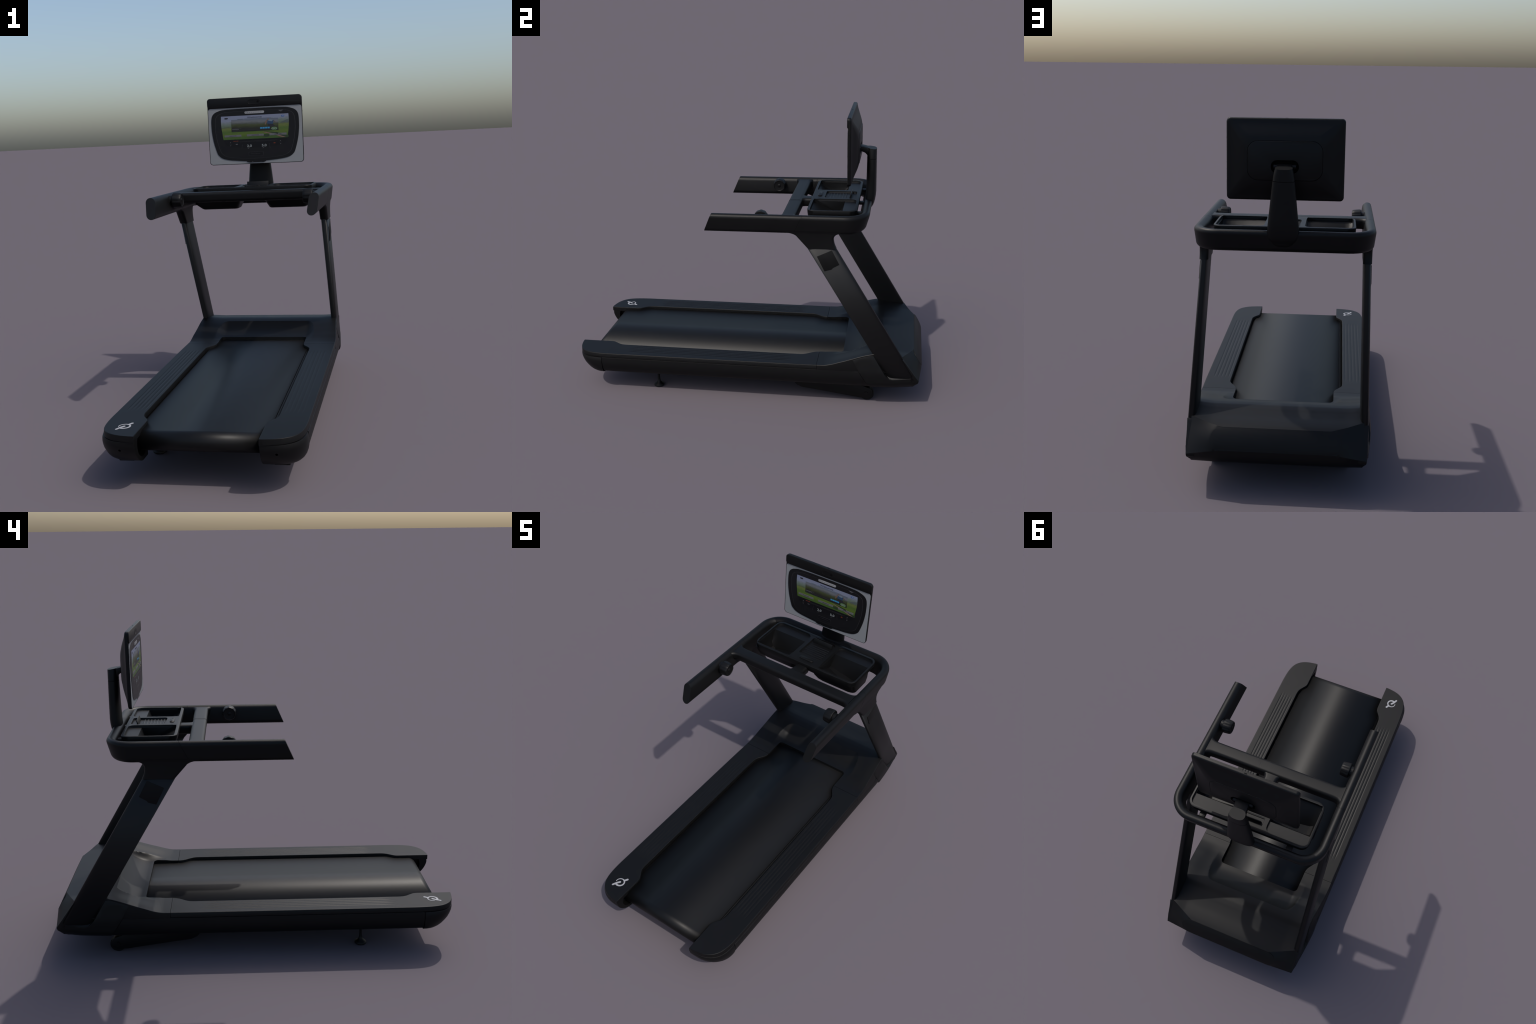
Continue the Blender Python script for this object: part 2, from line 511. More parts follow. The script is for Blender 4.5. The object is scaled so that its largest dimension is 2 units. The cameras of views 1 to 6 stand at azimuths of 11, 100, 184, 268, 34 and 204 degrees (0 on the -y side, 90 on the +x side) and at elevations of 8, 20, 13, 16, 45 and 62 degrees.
# flat rounded panel set in the hood's back face
def hood_panel():
    top, bot = Vector((0, .9522, .2925)), Vector((0, .9995, .204))
    d = (top - bot); h = d.length; d.normalize()
    nrm = Vector((0, d.z, -d.y))
    mid = (top + bot) / 2 + nrm * .0006
    pts = rrect(0, 0, .283, h / 2 * .97, .042, 8)
    R = []
    for off, sc in ((-.004, 0), (.0001, 0), (.0004, .0008)):
        R.append([Vector((px * (1 - sc * 3), 0, 0)) + mid + d * (py * (1 - sc * 8)) + nrm * off for px, py in pts])
    V, F = loft(R)
    mesh_obj("hood_panel", V, F, M_SKIRT, HOOD)
hood_panel()

# cheeks: side plates of the hood with the pocket that takes the post
CHEEK = [(.6180, .2880), (.6530, .2243), (.703, .1450), (.718, .1215), (.905, .1180), (.922, .1205), (.938, .1270), (.960, .1430), (.979, .1590), (.9825, .173),
         (.893, .3015), (.889, .3005), (.9475, .201), (.940, .192), (.915, .1825), (.836, .181), (.818, .187), (.798, .208),
         (.7345, .3155), (.715, .3185), (.68, .3080), (.65, .2985)]
def cheek_inset(y, z):
    base = interp(y, [(.60, .4188), (.70, .4185), (.77, .4150), (.85, .4080), (.93, .3990), (.985, .3920)])
    rear = sstep((y - .84) / .10)
    rnd = (1 - rear) * .030 * max(0.0, (.160 - z) / .040) ** 2 + rear * .034 * max(0.0, (.170 - z) / .048) ** 2 + rear * .075 * max(0.0, z - .215)
    return .4190 - base + .185 * max(0.0, z - .215) * (1 - sstep((y - .78) / .12)) + rnd
V, F = prism(CHEEK, 'x', .355, .4190)
for ob in both_sides("hood_cheek", V, F, M_BODY, HOOD, bev=(.002, 2)):
    bm = bmesh.new(); bm.from_mesh(ob.data)
    for axis, vals in ((1, (.66, .69, .72, .75, .78, .81, .84, .87, .90, .93, .955)), (2, (.29, .26, .235, .215, .188, .175, .165, .156, .15, .142, .134, .127))):
        for v in vals:
            co = Vector((0, 0, 0)); co[axis] = v; no = Vector((0, 0, 0)); no[axis] = 1
            bmesh.ops.bisect_plane(bm, geom=bm.verts[:] + bm.edges[:] + bm.faces[:], plane_co=co, plane_no=no)
    for v in bm.verts:
        if abs(v.co.x) > .39:
            v.co.x -= math.copysign(cheek_inset(v.co.y, v.co.z), v.co.x)
    bm.to_mesh(ob.data); bm.free()
    smooth_by_angle(ob.data, 30)
# sloping ledge at the foot of the pocket
V, F = loft([[(.386, .80, .205), (.386, .944, .205), (.4005, .938, .190), (.4075, .838, .1815), (.4085, .822, .186)],
             [(.386, .80, .17), (.386, .944, .17), (.4005, .938, .17), (.4075, .838, .17), (.4085, .822, .17)]])
both_sides("pocket_ledge", V, F, M_BODY, HOOD)

# underside pan
V, F = box(-.36, .36, .50, .90, .118, .150)
mesh_obj("under_pan", V, F, M_SKIRT)
V, F = box(-.30, .30, -.56, -.50, .124, .158)
mesh_obj("cross_member", V, F, M_SKIRT)

# ------------------------------------------------------------------ levelling feet and castors
def revolve(prof, cx, cy, n=28):
    return loft([[(cx + r * math.cos(2 * math.pi * i / n), cy + r * math.sin(2 * math.pi * i / n), z) for i in range(n)] for r, z in prof])
for s in (1, -1):
    V, F = revolve([(.027, 0), (.0305, .004), (.0305, .009), (.027, .014), (.016, .022), (.010, .030), (.0075, .040), (.0065, .060), (.0065, .125)], s * .297, -.537)
    ft = mesh_obj("levelling_foot", V, F, M_SKIRT)
    V, F = cyl((s * .297, -.537, .108), (s * .297, -.537, .122), .017, 6)
    mesh_obj("lock_nut", V, F, M_SKIRT, ft)
    arm = [(.270, .124), (.280, .098), (.297, .079), (.325, .065), (.50, .041), (.655, .019)]
    for i in range(13):
        a = math.radians(-110 + 190 * i / 12)
        arm.append((.694 + .034 * math.cos(a), .050 + .034 * math.sin(a)))
    arm += [(.66, .100), (.62, .124)]
    V, F = prism(arm, 'x', s * .292, s * .336)
    am = mesh_obj("castor_arm", V, F, M_SKIRT)
    bevel(am, .003, 2)
    V, F = cyl((s * .298, .696, .040), (s * .322, .696, .040), .040, 36)
    mesh_obj("castor_wheel", V, F, M_PATCH, am)
    V, F = cyl((s * .334, .694, .050), (s * .3395, .694, .050), .010, 20, .008)
    mesh_obj("axle_cap", V, F, M_BODY, am)

# ------------------------------------------------------------------ upright posts
def post_front(z): return .3715 + (.930 - z) * .588
def post_rear(z): return .522 + (.935 - z) * .585
def post(s):
    R = []; N = []
    for z, tilt in ((.178, -.60), (.940, .75)):  # normals tilted on a straight post: sheen at top, darker below
        yc, hy = (post_front(z) + post_rear(z)) / 2, (post_rear(z) - post_front(z)) / 2
        P = superellipse(s * .3822, yc, .0192, hy + .0005, 3.6, 48)
        for k, (x, y) in enumerate(P):
            q = P[(k - 1) % len(P)]; r = P[(k + 1) % len(P)]
            t = Vector((r[0] - q[0], r[1] - q[1], 0)).normalized()
            N.append(Vector((t.y, -t.x, tilt * (.8 if s * t.y > .3 else .25))).normalized())
        R.append([(x, y, z) for x, y in P])
    V, F = loft(R)
    me = bpy.data.meshes.new("upright_post"); me.from_pydata(V, [], F); me.update()
    for p in me.polygons: p.use_smooth = True
    me.normals_split_custom_set_from_vertices(N)
    me.materials.append(M_POST)
    ob = bpy.data.objects.new("upright_post", me)
    bpy.context.collection.objects.link(ob); ob.parent = ROOT
    pad = [(.424, .888), (.503, .925), (.543, .846), (.507, .825), (.503, .817), (.463, .807)]
    V, F = prism(pad, 'x', s * .394, s * .4028)
    o = mesh_obj("grip_pad", V, F, M_PATCH, ob)
    bevel(o, .001, 2)
for s in (1, -1): post(s)

# ------------------------------------------------------------------ handrail frame
ZC, HT, HH = 1.061, .0235, .0512
def stadium(n=12):
    P = []
    for i in range(n + 1):
        a = math.pi * i / n; P.append((HT * math.cos(a), HH - HT + HT * math.sin(a)))
    for i in range(n + 1):
        a = math.pi + math.pi * i / n; P.append((HT * math.cos(a), -(HH - HT) + HT * math.sin(a)))
    return P
SEC = stadium()
RX, YB, RC = .3885, .6625, .100

def rail_ring(px, py, nx, ny, lean, shear=0.0):
    """section at a path point; n = outward direction, lean = outward shift per metre of height, shear = y shift per metre"""
    return [(px + nx * (a + lean * b), py + ny * (a + lean * b) + shear * b, ZC + b) for a, b in SEC]

def seam_y(z): return .3215 + (z - 1.057) * .50
def grip(s):
    R = [rail_ring(s * RX, -.1625, s, 0, .13, .44)]
    for y in (-.08, .05, .2): R.append(rail_ring(s * RX, y, s, 0, .13))
    R.append(rail_ring(s * RX, .3215, s, 0, .13, .50))
    return loft(R)
for s in (1, -1):
    V, F = grip(s)
    g = mesh_obj("handrail", V, F, M_RAIL, angle=50)
    # soft edge on the slanted end
    R = [[(x, y - o, z) for x, y, z in rail_ring(s * RX, -.1625, s, 0, .13, .44)] for o in (-.004, .0015)]
    cx = sum(p[0] for p in R[1]) / len(R[1]); cz = ZC
    R[1] = [(cx + (x - cx) * .96, y, cz + (z - cz) * .985) for x, y, z in R[1]]
    V, F = loft(R)
    mesh_obj("handrail_end", V, F, M_BODY, g, angle=30)

def sleeve(s):
    yf = [(.9325, .3705), (.960, .346), (.985, .3240), (1.000, .311), (1.008, .298), (1.013, .282), (1.018, .255), (1.03, .225)]
    yr = [(.9325, .5255), (.945, .5195), (.965, .513), (.985, .5115), (.998, .515), (1.008, .524), (1.013, .534), (1.018, .552), (1.03, .575)]
    R = []
    for z in (.9325, .945, .960, .975, .985, .993, 1.000, 1.006, 1.010, 1.014, 1.018, 1.024, 1.030):
        a, b = lin(z, yf), lin(z, yr)
        xc = lin(z, [(.9325, .3825), (.99, .3828), (1.03, .3855)])
        hx = lin(z, [(.9325, .0212), (.985, .0218), (1.006, .0215), (1.018, .0200), (1.03, .0195)])
        R.append([(x, y, z) for x, y in rrect(s * xc, (a + b) / 2, hx, (b - a) / 2, .014, 5)])
    return loft(R)

def rear_frame():
    R = []
    y0 = .3232
    for s, seq in ((1, 1), (-1, -1)):
        half = [rail_ring(s * RX, y0, s, 0, .13, .50)]
        for y in (.40, .48): half.append(rail_ring(s * RX, y, s, 0, .13))
        for i in range(13):
            a = math.radians(90 * i / 12)
            cx, cy = s * (RX - RC), YB - RC
            nx, ny = s * math.cos(a), math.sin(a)
            half.append(rail_ring(cx + RC * nx, cy + RC * ny, nx, ny, .13 + .16 * math.sin(a) ** 2))
        if s > 0: R += half + [rail_ring(.1, YB, 0, 1, .29)]
        else:
            # keep the section's winding when the path turns back on the other side
            R += [rail_ring(-.1, YB, 0, 1, .29)] + half[::-1]
    return loft(R)
for s in (1, -1):                                   # dark joint ring inside the seam
    R = []
    for y in (.312, .333):
        r = rail_ring(s * RX, y, s, 0, .13, .50)
        cx = sum(p[0] for p in r) / len(r)
        R.append([(cx + (x - cx) * .965, yy, ZC + (z - ZC) * .985) for x, yy, z in r])
    V, F = loft(R)
    mesh_obj("rail_joint", V, F, M_DARK, angle=50)
V, F = rear_frame()
fr = mesh_obj("handrail_frame", V, F, M_RAIL, angle=50)
parts = [fr]
for s in (1, -1):
    V, F = sleeve(s)
    parts.append(mesh_obj("sleeve", V, F, M_RAIL, angle=50))
FRAME = join("handrail_frame", parts, M_RAIL)

# cross bar with its centre stub
def cross_bar():
    sec = rrect(.2695, 1.0795, .0372, .0265, .016, 7)
    xs = [(-.376, 1.62), (-.368, 1.30), (-.358, 1.12), (-.345, 1.03), (-.33, 1), (.33, 1), (.345, 1.03), (.358, 1.12), (.368, 1.30), (.376, 1.62)]
    R = [[(x, .2695 + (y - .2695) * k - .10 * (z - 1.0795), z) for y, z in sec] for x, k in xs]
    b = mesh_obj("cross_bar", *loft(R), M_RAIL, angle=50)
    sec = rrect(0, 1.0765, .0365, .0245, .017, 7)
    R = [[(x * k, y, z) for x, z in sec] for y, k in ((.275, 1.8), (.300, 1.5), (.306, 1.22), (.314, 1.06), (.322, 1.0), (.372, 1.0))]
    st = mesh_obj("stub", *loft(R), M_RAIL, angle=50)
    ob = join("cross_bar", [b, st], M_RAIL)
    for i in range(3):
        x = .073 + .0095 * i
        R = []
        for dx in (-.0012, .0012):
            R.append([(x + dx, .2695 + (y - .2695) * 1.012 - .10 * (z - 1.0795), 1.0795 + (z - 1.0795) * 1.012) for y, z in rrect(.2695, 1.0795, .0372, .0265, .016, 7)])
        mesh_obj("pulse_mark", *loft(R), M_BODY, ob)
cross_bar()

# control knobs on the inner faces of the rails
def knob(s):
    R = []
    n = 72
    for d, r, sc in ((-.008, .026, 0), (.008, .026, 0), (.009, .036, .2), (.012, .0385, .6), (.020, .0392, 1), (.040, .0375, 1), (.050, .0362, .8), (.0545, .0335, .3), (.0555, .031, 0), (.053, .0285, 0),
                     (.052, .020, 0), (.052, .011, 0)):
        ring = []
        for i in range(n):
            a = 2 * math.pi * i / n
            rr = r * (1 - .05 * sc * (0.5 + 0.5 * math.cos(10 * a)) ** 2)
            ring.append((s * (.3655 - d), .116 + rr * math.cos(a), 1.0785 + rr * math.sin(a)))
        R.append(ring)
    k = mesh_obj("control_knob", *loft(R), M_RAIL, angle=30)
    R = []
    for i in range(7):
        a = math.radians(90 * i / 6)
        R.append([(s * (.3655 - .051 - .0045 * math.sin(a)), .116 + .0105 * max(.02, math.cos(a)) * math.cos(2 * math.pi * j / 24), 1.0785 + .0105 * max(.02, math.cos(a)) * math.sin(2 * math.pi * j / 24)) for j in range(24)])
    mesh_obj("knob_button", *loft(R), M_BODY, k)
for s in (1, -1): knob(s)

# ------------------------------------------------------------------ accessory tray
def rr_loft(levels, n=6):
    return loft([[(x, y, z) for x, y in rrect(cx, cy, hx, hy, r, n)] for z, cx, cy, hx, hy, r in levels])
def tray():
    T = 1.1185
    body = mesh_obj("accessory_tray", *rr_loft([(1.074, 0, .4935, .306, .122, .036), (1.080, 0, .4935, .312, .127, .038), (1.092, 0, .4935, .3215, .132, .040),
        (T - .003, 0, .4935, .3235, .1335, .041), (T - .0008, 0, .4935, .3225, .1325, .041), (T, 0, .4935, .321, .131, .040)]), M_TRAY)
    def trough(s):
        # bins: V-shaped trough under the shelf, deeper towards the outer end
        R = []
        for x, zf, y0, y1 in ((.0960, 1.0440, .496, .512), (.150, 1.0330, .480, .512), (.200, 1.0230, .470, .511), (.245, 1.0140, .461, .508), (.272, 1.0105, .456, .505),
                              (.290, 1.0210, .452, .506), (.302, 1.0450, .442, .510), (.309, 1.0750, .42, .520)):
            zm = (1.101 + zf) / 2
            R.append([(s * x, y, z) for y, z in ((.376, 1.101), (.376 + (y0 - .376) * .5, zm + .002), (y0, zf), (y1, zf), (.535, max(zf, 1.072)), (.549, 1.107), (.549, 1.13), (.376, 1.13))])
        return mesh_obj("bin", *loft(R), M_TRAY)
    shells = [mesh_obj("bin", *rr_loft([(.9995, s * .1850, .472, .094, .045, .016), (1.003, s * .1855, .472, .101, .052, .020), (1.030, s * .1950, .4665, .123, .072, .024),
              (1.060, s * .189, .463, .1315, .0865, .026), (1.090, s * .188, .458, .1325, .0945, .026)]), M_TRAY) for s in (1, -1)]
    boolean(body, shells, 'UNION', 30)
    cuts = [trough(s) for s in (1, -1)]
    for s in (1, -1):
        cuts.append(mesh_obj("c", *rr_loft([(1.1065, s * .2035, .4935, .108, .1165, .030), (1.1135, s * .2035, .4935, .1105, .119, .032), (1.13, s * .2035, .4935, .1105, .119, .032)]), M_TRAY))
    # phone groove in the centre
    cuts.append(mesh_obj("c", *rr_loft([(1.1085, 0, .519, .068, .084, .014), (1.1145, 0, .519, .071, .087, .016), (1.13, 0, .519, .071, .087, .016)]), M_TRAY))
    boolean(body, cuts, 'DIFFERENCE', 30)
    return body
TRAY = tray()
for i in range(7):
    y = .447 + .0165 * i
    V, F = prism([(y - .0055, 1.107), (y - .003, 1.1108), (y, 1.1118), (y + .003, 1.1108), (y + .0055, 1.107)], 'x', -.064, .064)
    mesh_obj("tray_rib", V, F, M_TRAY, TRAY, angle=60)
V, F = prism([(.566, 1.104), (.572, 1.104), (.580, 1.134), (.5755, 1.1365)], 'x', -.060, .060)
o = mesh_obj("phone_stop", V, F, M_TRAY, TRAY); bevel(o, .0015, 2)
o = mesh_obj("quick_button", *rr_loft([(1.116, 0, .403, .043, .0115, .0115), (1.1215, 0, .403, .043, .0115, .0115), (1.1235, 0, .403, .040, .0085, .0085)]), M_TRAY, TRAY)
o = mesh_obj("quick_button_dimple", *cyl((.032, .403, 1.1215), (.032, .403, 1.1242), .005, 18), M_BODY, TRAY)
for x in (-.235, .235, .03):
    V, F = box(x - .017, x + .017, .605, .655, 1.074, 1.090)
    o = mesh_obj("tray_mount", V, F, M_BODY, TRAY); bevel(o, .004, 2)

# ------------------------------------------------------------------ mast
def mast():
    tab = [  # z, half width, y front, y rear
        (1.038, .030, .655, .680), (1.043, .043, .655, .684), (1.056, .0535, .655, .6905), (1.075, .066, .655, .702), (1.10, .0715, .656, .7095), (1.14, .0685, .658, .7145),
        (1.225, .0600, .660, .7145), (1.3335, .0490, .6615, .7138)]
    R = []
    zs = [1.038, 1.043, 1.050, 1.056, 1.065, 1.075, 1.0875, 1.10, 1.12, 1.14, 1.18, 1.225, 1.28, 1.332]
    for z in zs:
        hw = interp(z, [(a, b) for a, b, c, d in tab]); yf = interp(z, [(a, c) for a, b, c, d in tab]); yr = interp(z, [(a, d) for a, b, c, d in tab])
        R.append([(x, y, z) for x, y in superellipse(0, (yf + yr) / 2, hw, (yr - yf) / 2, 2.8, 44)])
    m = mesh_obj("mast", *loft(R), M_BODY, angle=35)
    # head above the seam, with a slanted top
    R = []
    for z, hw, in ((1.3338, .0488), (1.35, .0468), (1.370, .0428), (1.381, .0398), (1.386, .0385)):
        k = (z - 1.3338) / .0522
        R.append([(x, y, z + (.7138 - y) * .17 * k) for x, y in superellipse(0, .6877, hw, .0262, 2.6, 44)])
    h = mesh_obj("mast_head", *loft(R), M_BODY, m, angle=35)
    arm = [(.590, 1.4005), (.640, 1.4000), (.668, 1.392), (.690, 1.386), (.690, 1.340), (.668, 1.345), (.661, 1.356), (.650, 1.367), (.634, 1.374), (.590, 1.377)]
    a = mesh_obj("monitor_arm", *prism(arm, 'x', -.033, .033), M_BODY, m); bevel(a, .003, 2)
    mesh_obj("tilt_hinge", *cyl((-.050, .622, 1.388), (.050, .622, 1.388), .0105, 24), M_BODY, m)
mast()

# ------------------------------------------------------------------ monitor
MZ, MHX, MHZ = 1.4155, .2635, .1825
def monitor():
    R = []
    def ring(y, hx, z0, z1, r, n=8):
        return [(x, y, z) for x, z in rrect(0, (z0 + z1) / 2, hx, (z1 - z0) / 2, r, n)]
    z0, z1 = MZ - MHZ, MZ + MHZ
    R.append(ring(.5735, MHX - .002, z0 + .002, z1 - .002, .017))
    R.append(ring(.5745, MHX, z0, z1, .018))
    R.append(ring(.5825, MHX, z0, z1, .018))
    R.append(ring(.5865, MHX - .0015, z0 + .0015, z1 - .0015, .018))
    R.append(ring(.5895, MHX - .005, z0 + .005, z1 - .005, .018))
    for i in range(1, 19):
        t = i / 18
        hx = (MHX - .005) + (.1675 - MHX + .005) * t
        a = (z0 + .005) + (1.3265 - z0 - .005) * t
        b = (z1 - .005) + (1.5025 - z1 + .005) * t
        R.append(ring(.5895 + .0345 * (.55 * t + .45 * sstep(t)), hx, a, b, .018 + .030 * t))
    R.append(ring(.6225, .1668, 1.3272, 1.5018, .0475))         # fine groove round the back cover
    R.append(ring(.6230, .1660, 1.3280, 1.5010, .047))
    R.append(ring(.6252, .1655, 1.3285, 1.5005, .047))
    R.append(ring(.6262, .1640, 1.3300, 1.4990, .046))
    ob = mesh_obj("monitor", *loft(R), M_MON, angle=32)
    cut = mesh_obj("c", *prism(rrect(0, 1.388, .062, .0295, .028, 8), 'y', .585, .70), M_MON)
    boolean(ob, [cut], angle=32)
    mesh_obj("hinge_recess", *prism(rrect(0, 1.388, .0615, .029, .0278, 8), 'y', .583, .5865), M_DARK, ob)
    # top bar with the camera window
    R = []
    for y, d in ((.575, 0), (.5695, 0), (.568, .0012), (.5672, .003)):
        R.append([(x, y, z) for x, z in rrect(0, 1.5705, MHX - d, .0275 - d, .016, 6)])
    bar = mesh_obj("top_bar", *loft(R), M_MON, ob, angle=35)
    R = []
    for y, d in ((.569, -.0018), (.5664, -.0018), (.5661, 0), (.5668, .0010)):
        R.append([(x, y, z) for x, z in rrect(0, 1.5705, .033 - d, .0115 - d, .0115, 8)])
    mesh_obj("camera_window", *loft(R), M_MON, bar, angle=35)
    mesh_obj("camera_lens", *cyl((.0215, .569, 1.5705), (.0215, .5665, 1.5705), .0062, 24), M_DARK, bar)
    mesh_obj("top_button", *rr_loft([(1.590, -.004, .579, .007, .0025, .0025), (1.5985, -.004, .579, .007, .0025, .0025)]), M_DARK, ob)
    for a, b in ((1.505, 1.513), (1.272, 1.322)):
        V, F = box(MHX - .003, MHX + .0006, .5770, .5800, a, b)
        mesh_obj("side_port", V, F, M_DARK, ob)
    return ob
MON = monitor()

def plate(name, pts, y, mat, parent, th=.0012):
    V, F = prism(pts, 'y', y + th, y)
    return mesh_obj(name, V, F, mat, parent, angle=25)

def rect(x0, x1, z0, z1): return [(x0, z0), (x1, z0), (x1, z1), (x0, z1)]
def ell(cx, cz, a, b, n=28): return [(cx + a * math.cos(2 * math.pi * i / n), cz + b * math.sin(2 * math.pi * i / n)) for i in range(n)]

plate("panel_rim", rrect(.0, 1.3890, .2630, .1553, .016, 8), .5711, M_MON, MON, .004)
PANEL = plate("console_panel", rrect(.0004, 1.3895, .2605, .1535, .015, 8), .5708, M_PANEL, MON, .001)
half = [(0, 1.5365), (.10, 1.536), (.176, 1.5335), (.205, 1.527), (.225, 1.518), (.238, 1.503), (.2435, 1.48), (.2445, 1.45), (.243, 1.412), (.235, 1.358), (.218, 1.299), (.205, 1.280), (.183, 1.266), (.145, 1.2575), (.09, 1.252), (.056, 1.2495)]
tab = [(.050, 1.2445), (.038, 1.2415), (0, 1.2415)]
out = catmull(half, 5, closed=False) + tab
out = out + [(-x, z) for x, z in reversed(out[1:-1])]
BEZ = plate("console_bezel", out, .5690, M_BEZEL, PANEL, .003)
# inner dished field, slightly lighter, with a fine rim line
def scale_out(pts, kx, kz, cx=0, cz=1.395): return [(cx + (x - cx) * kx, cz + (z - cz) * kz) for x, z in pts]
inner = catmull(half, 5, closed=False) + [(0, 1.2490)]
inner = inner + [(-x, z) for x, z in reversed(inner[1:-1])]
plate("bezel_rim_line", scale_out(inner, .915, .905), .56885, M_FAINT, BEZ, .001)
plate("bezel_inner_field", scale_out(inner, .909, .899), .5687, M_BEZIN, BEZ, .001)
keys = [(-.180, 1.372), (-.172, 1.350), (-.155, 1.336), (-.12, 1.327), (-.06, 1.322), (0, 1.321)]
keys = keys + [(-x, z) for x, z in reversed(keys[:-1])]
plate("key_field", keys, .56855, M_KEYS, BEZ, .001)
scr = [(-.188, 1.4985)] + [(-.188 - .0022 * math.sin(math.pi * min(1, t * 1.3)) + .008 * t ** 2, 1.4985 - .1285 * t) for t in [i / 10 for i in range(1, 11)]]
scr = scr + [(-x, z) for x, z in reversed(scr)]
SCR = plate("display", scr, .5684, M_SCENE, BEZ, .001)
plate("badge", rrect(0, 1.5140, .055, .0066, .0066, 6), .5680, M_SILVER, BEZ, .0012)
for i in range(8):                                               # embossed worn lettering, unreadable
    x = -.040 + i * .0105
    plate("badge_relief", rect(x, x + .0062, 1.5118, 1.5158), .5678, M_RELIEF, BEZ, .0006)
plate("wireless_icon", [(.133, 1.5185), (.160, 1.5185), (.152, 1.5145), (.141, 1.5145)], .5684, M_BTN, BEZ, .0008)
plate("wireless_icon", rect(.143, .151, 1.5095, 1.5120), .5684, M_FAINT, BEZ, .0008)
Y1, Y2, Y3 = .5681, .5678, .5675
plate("far_hill", [(.140, 1.4515), (.188, 1.453), (.1885, 1.468), (.175, 1.4655), (.160, 1.460)], .5682, M_HILL, SCR, .0005)
plate("footpath", [(.040, 1.405), (.060, 1.404), (.125, 1.388), (.170, 1.372), (.150, 1.372), (.105, 1.388)], Y1, M_PATH, SCR, .0005)
plate("path_edge", [(.050, 1.4065), (.095, 1.4040), (.130, 1.398), (.125, 1.392), (.075, 1.4025)], Y2, M_BUSH, SCR, .0005)
plate("path_edge", [(.130, 1.3865), (.186, 1.380), (.185, 1.372), (.168, 1.3735)], Y2, M_BUSH, SCR, .0005)
plate("bush", ell(.062, 1.3855, .018, .0085), .56815, M_BUSH, SCR, .0005)
CARD = plate("picture_card", rect(-.1315, .1305, 1.4120, 1.4775), Y2, M_CARD, SCR, .0008)
plate("figure_arm", [(.056, 1.4450), (.060, 1.4425), (.066, 1.4555), (.074, 1.4675), (.068, 1.4690), (.058, 1.4590)], Y3 - .0001, M_SKIN, CARD, .0005)
plate("figure_arm", [(.098, 1.4690), (.117, 1.4575), (.113, 1.4555), (.098, 1.4625)], Y3 - .0001, M_SKIN, CARD, .0005)
plate("figure_head", ell(.0755, 1.4710, .0062, .0048, 14), Y3 - .0001, M_SKIN, CARD, .0005)
plate("figure_body", [(.069, 1.4480), (.100, 1.4460), (.106, 1.4660), (.090, 1.4700), (.072, 1.4690)], Y3 - .0002, M_SHIRT, CARD, .0005)
plate("figure_body_light", [(.072, 1.4690), (.090, 1.4700), (.103, 1.4670), (.094, 1.4600), (.078, 1.4640)], Y3 - .0003, M_SHIRT2, CARD, .0005)
plate("figure_leg", [(.070, 1.4480), (.100, 1.4460), (.115, 1.4340), (.078, 1.4310)], Y3 - .0001, M_INK, CARD, .0005)
for i in range(4):
    plate("blue_tile", rect(.029 + .0138 * i, .0408 + .0138 * i, 1.4225, 1.4310), Y3, M_BLUE, CARD, .0008)
plate("go_button", ell(.107, 1.4212, .0180, .0086), Y3, M_GREEN, CARD, .0008)
plate("card_caption", rect(-.128, -.075, 1.4285, 1.4291), Y3, M_GREYT, CARD, .0005)
plate("card_caption", rect(-.127, -.090, 1.4235, 1.4268), Y3, M_GREYT, CARD, .0005)
plate("card_caption", rect(-.127, .030, 1.4195, 1.4206), Y3, M_FAINT, CARD, .0005)
plate("card_caption", rect(-.127, -.098, 1.4155, 1.4168), Y3, M_FAINT, CARD, .0005)
for x in (-.1255, 0, .1265):
    b = plate("menu_button", rect(x - .0475, x + .0475, 1.3845, 1.3955), Y2, M_BTN, SCR, .0008)
    plate("menu_caption", rect(x - .020, x + .020, 1.3890, 1.3912), Y3, M_FAINT, b, .0005)
plate("subtitle", rect(-.096, -.064, 1.4795, 1.4808), Y2, M_HILL, SCR, .0005)
plate("subtitle", rect(-.058, .092, 1.4798, 1.4808), Y2, M_HILL, SCR, .0005)
plate("corner_icon", ell(-.159, 1.4865, .0105, .0042, 16), Y2, M_INK, SCR, .0005)
ic = plate("corner_icon", ell(.157, 1.4868, .0085, .0048, 18), Y2, M_INKBL, SCR, .0005)
plate("corner_icon", ell(.158, 1.4868, .0035, .0024, 14), Y3, M_WHITE, ic, .0005)
# console prints under the display
plate("key_print", rect(-.124, -.096, 1.3602, 1.3622), .5683, M_RED, BEZ, .0006)
plate("key_print", rect(-.094, .120, 1.3580, 1.3588), .5683, M_FAINT, BEZ, .0006)
plate("key_print", rect(-.118, .110, 1.3545, 1.3550), .5683, M_FAINT, BEZ, .0006)
plate("key_print", rect(.101, .104, 1.3405, 1.3455), .5682, M_RED, BEZ, .0006)
plate("key_print", rect(.1065, .1095, 1.3405, 1.3455), .5682, M_RED, BEZ, .0006)
for x in (-.141, .139):
    for z in (1.3525, 1.3385):
        plate("key_arrow", [(x - .0035, z), (x + .0035, z), (x, z + (.0035 if z > 1.345 else -.0035))], .5683, M_BTN, BEZ, .0006)
    plate("key_print", rect(x - .006, x + .006, 1.3450, 1.3462), .5683, M_FAINT, BEZ, .0006)
plate("key_print", rect(-.112, -.100, 1.3425, 1.3455), .5683, M_BTN, BEZ, .0006)
for x0, s in ((-.075, -1), (.075, 1)):
    plate("key_frame_line", [(x0, 1.342), (x0 + .0008, 1.342), (x0 + .0008 + s * .004, 1.318), (x0 + s * .004, 1.318)], .5683, M_FAINT, BEZ, .0006)
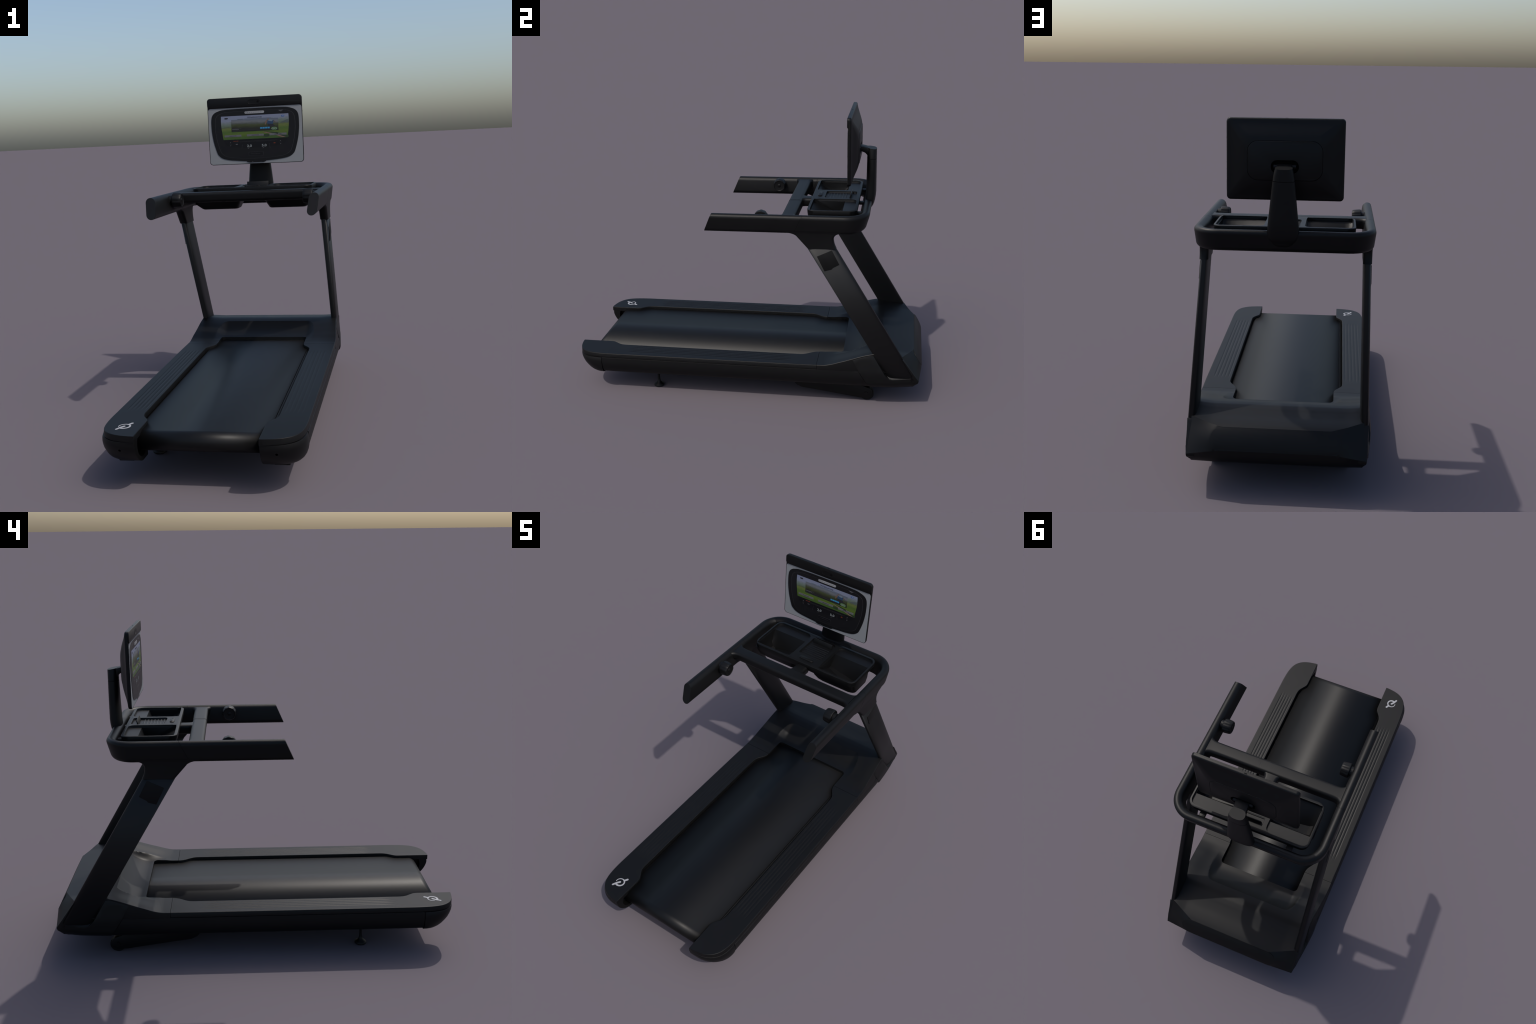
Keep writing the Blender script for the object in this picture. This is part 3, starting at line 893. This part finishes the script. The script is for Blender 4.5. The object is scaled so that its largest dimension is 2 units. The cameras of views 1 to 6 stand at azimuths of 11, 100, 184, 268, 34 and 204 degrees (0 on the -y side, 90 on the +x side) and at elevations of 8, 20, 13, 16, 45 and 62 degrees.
for x in (-.040, .043):
    plate("run_icon", [(x - .006, 1.3165), (x - .003, 1.3165), (x + .003, 1.3215), (x + .006, 1.3205), (x + .003, 1.3235), (x - .001, 1.3215)], .5683, M_GREYT, BEZ, .0006)
plate("key_slot", rrect(0, 1.288, .041, .011, .004, 4), .5684, M_FAINT, BEZ, .0006)
plate("key_slot", rrect(0, 1.288, .0402, .0103, .004, 4), .5682, M_KEYS, BEZ, .0006)
plate("key_slot", rect(-.030, .022, 1.2885, 1.2895), .5681, M_FAINT, BEZ, .0006)
plate("key_print", rect(-.024, -.018, 1.2430, 1.2460), .5688, M_GREYT, BEZ, .0006)
plate("key_print", rect(.020, .030, 1.2440, 1.2452), .5688, M_FAINT, BEZ, .0006)

def text(name, body, x, z, height, y, mat, parent, wx=1.0, bold=0.0):
    cu = bpy.data.curves.new(name, 'FONT')
    cu.body = body; cu.size = 1; cu.align_x = 'CENTER'; cu.align_y = 'CENTER'
    cu.extrude = .02; cu.offset = bold
    t = bpy.data.objects.new(name, cu); bpy.context.collection.objects.link(t)
    dg = bpy.context.evaluated_depsgraph_get(); dg.update()
    me = bpy.data.meshes.new_from_object(t.evaluated_get(dg))
    bpy.data.objects.remove(t); bpy.data.curves.remove(cu)
    zs = [v.co.y for v in me.vertices]; k = height / (max(zs) - min(zs)); mid = (max(zs) + min(zs)) / 2
    for v in me.vertices:
        a, b, c = v.co
        v.co = (x + a * k * wx, y - c * k * .5, z + (b - mid) * k)
    me.materials.clear(); me.materials.append(mat)
    me.name = name
    ob = bpy.data.objects.new(name, me); bpy.context.collection.objects.link(ob); ob.parent = parent
    return ob
text("welcome_text", "Welcome", 0, 1.4880, .0072, Y2, M_INK, SCR, 2.0, .005)
text("go_text", "GO", .107, 1.4212, .0098, .5670, M_WHITE, CARD, 1.35, .012)
text("readout", "2.0", -.0355, 1.3325, .0132, .5683, M_WHITE, BEZ, 1.25, .012)
text("readout", "5.0", .047, 1.3325, .0132, .5683, M_WHITE, BEZ, 1.25, .012)
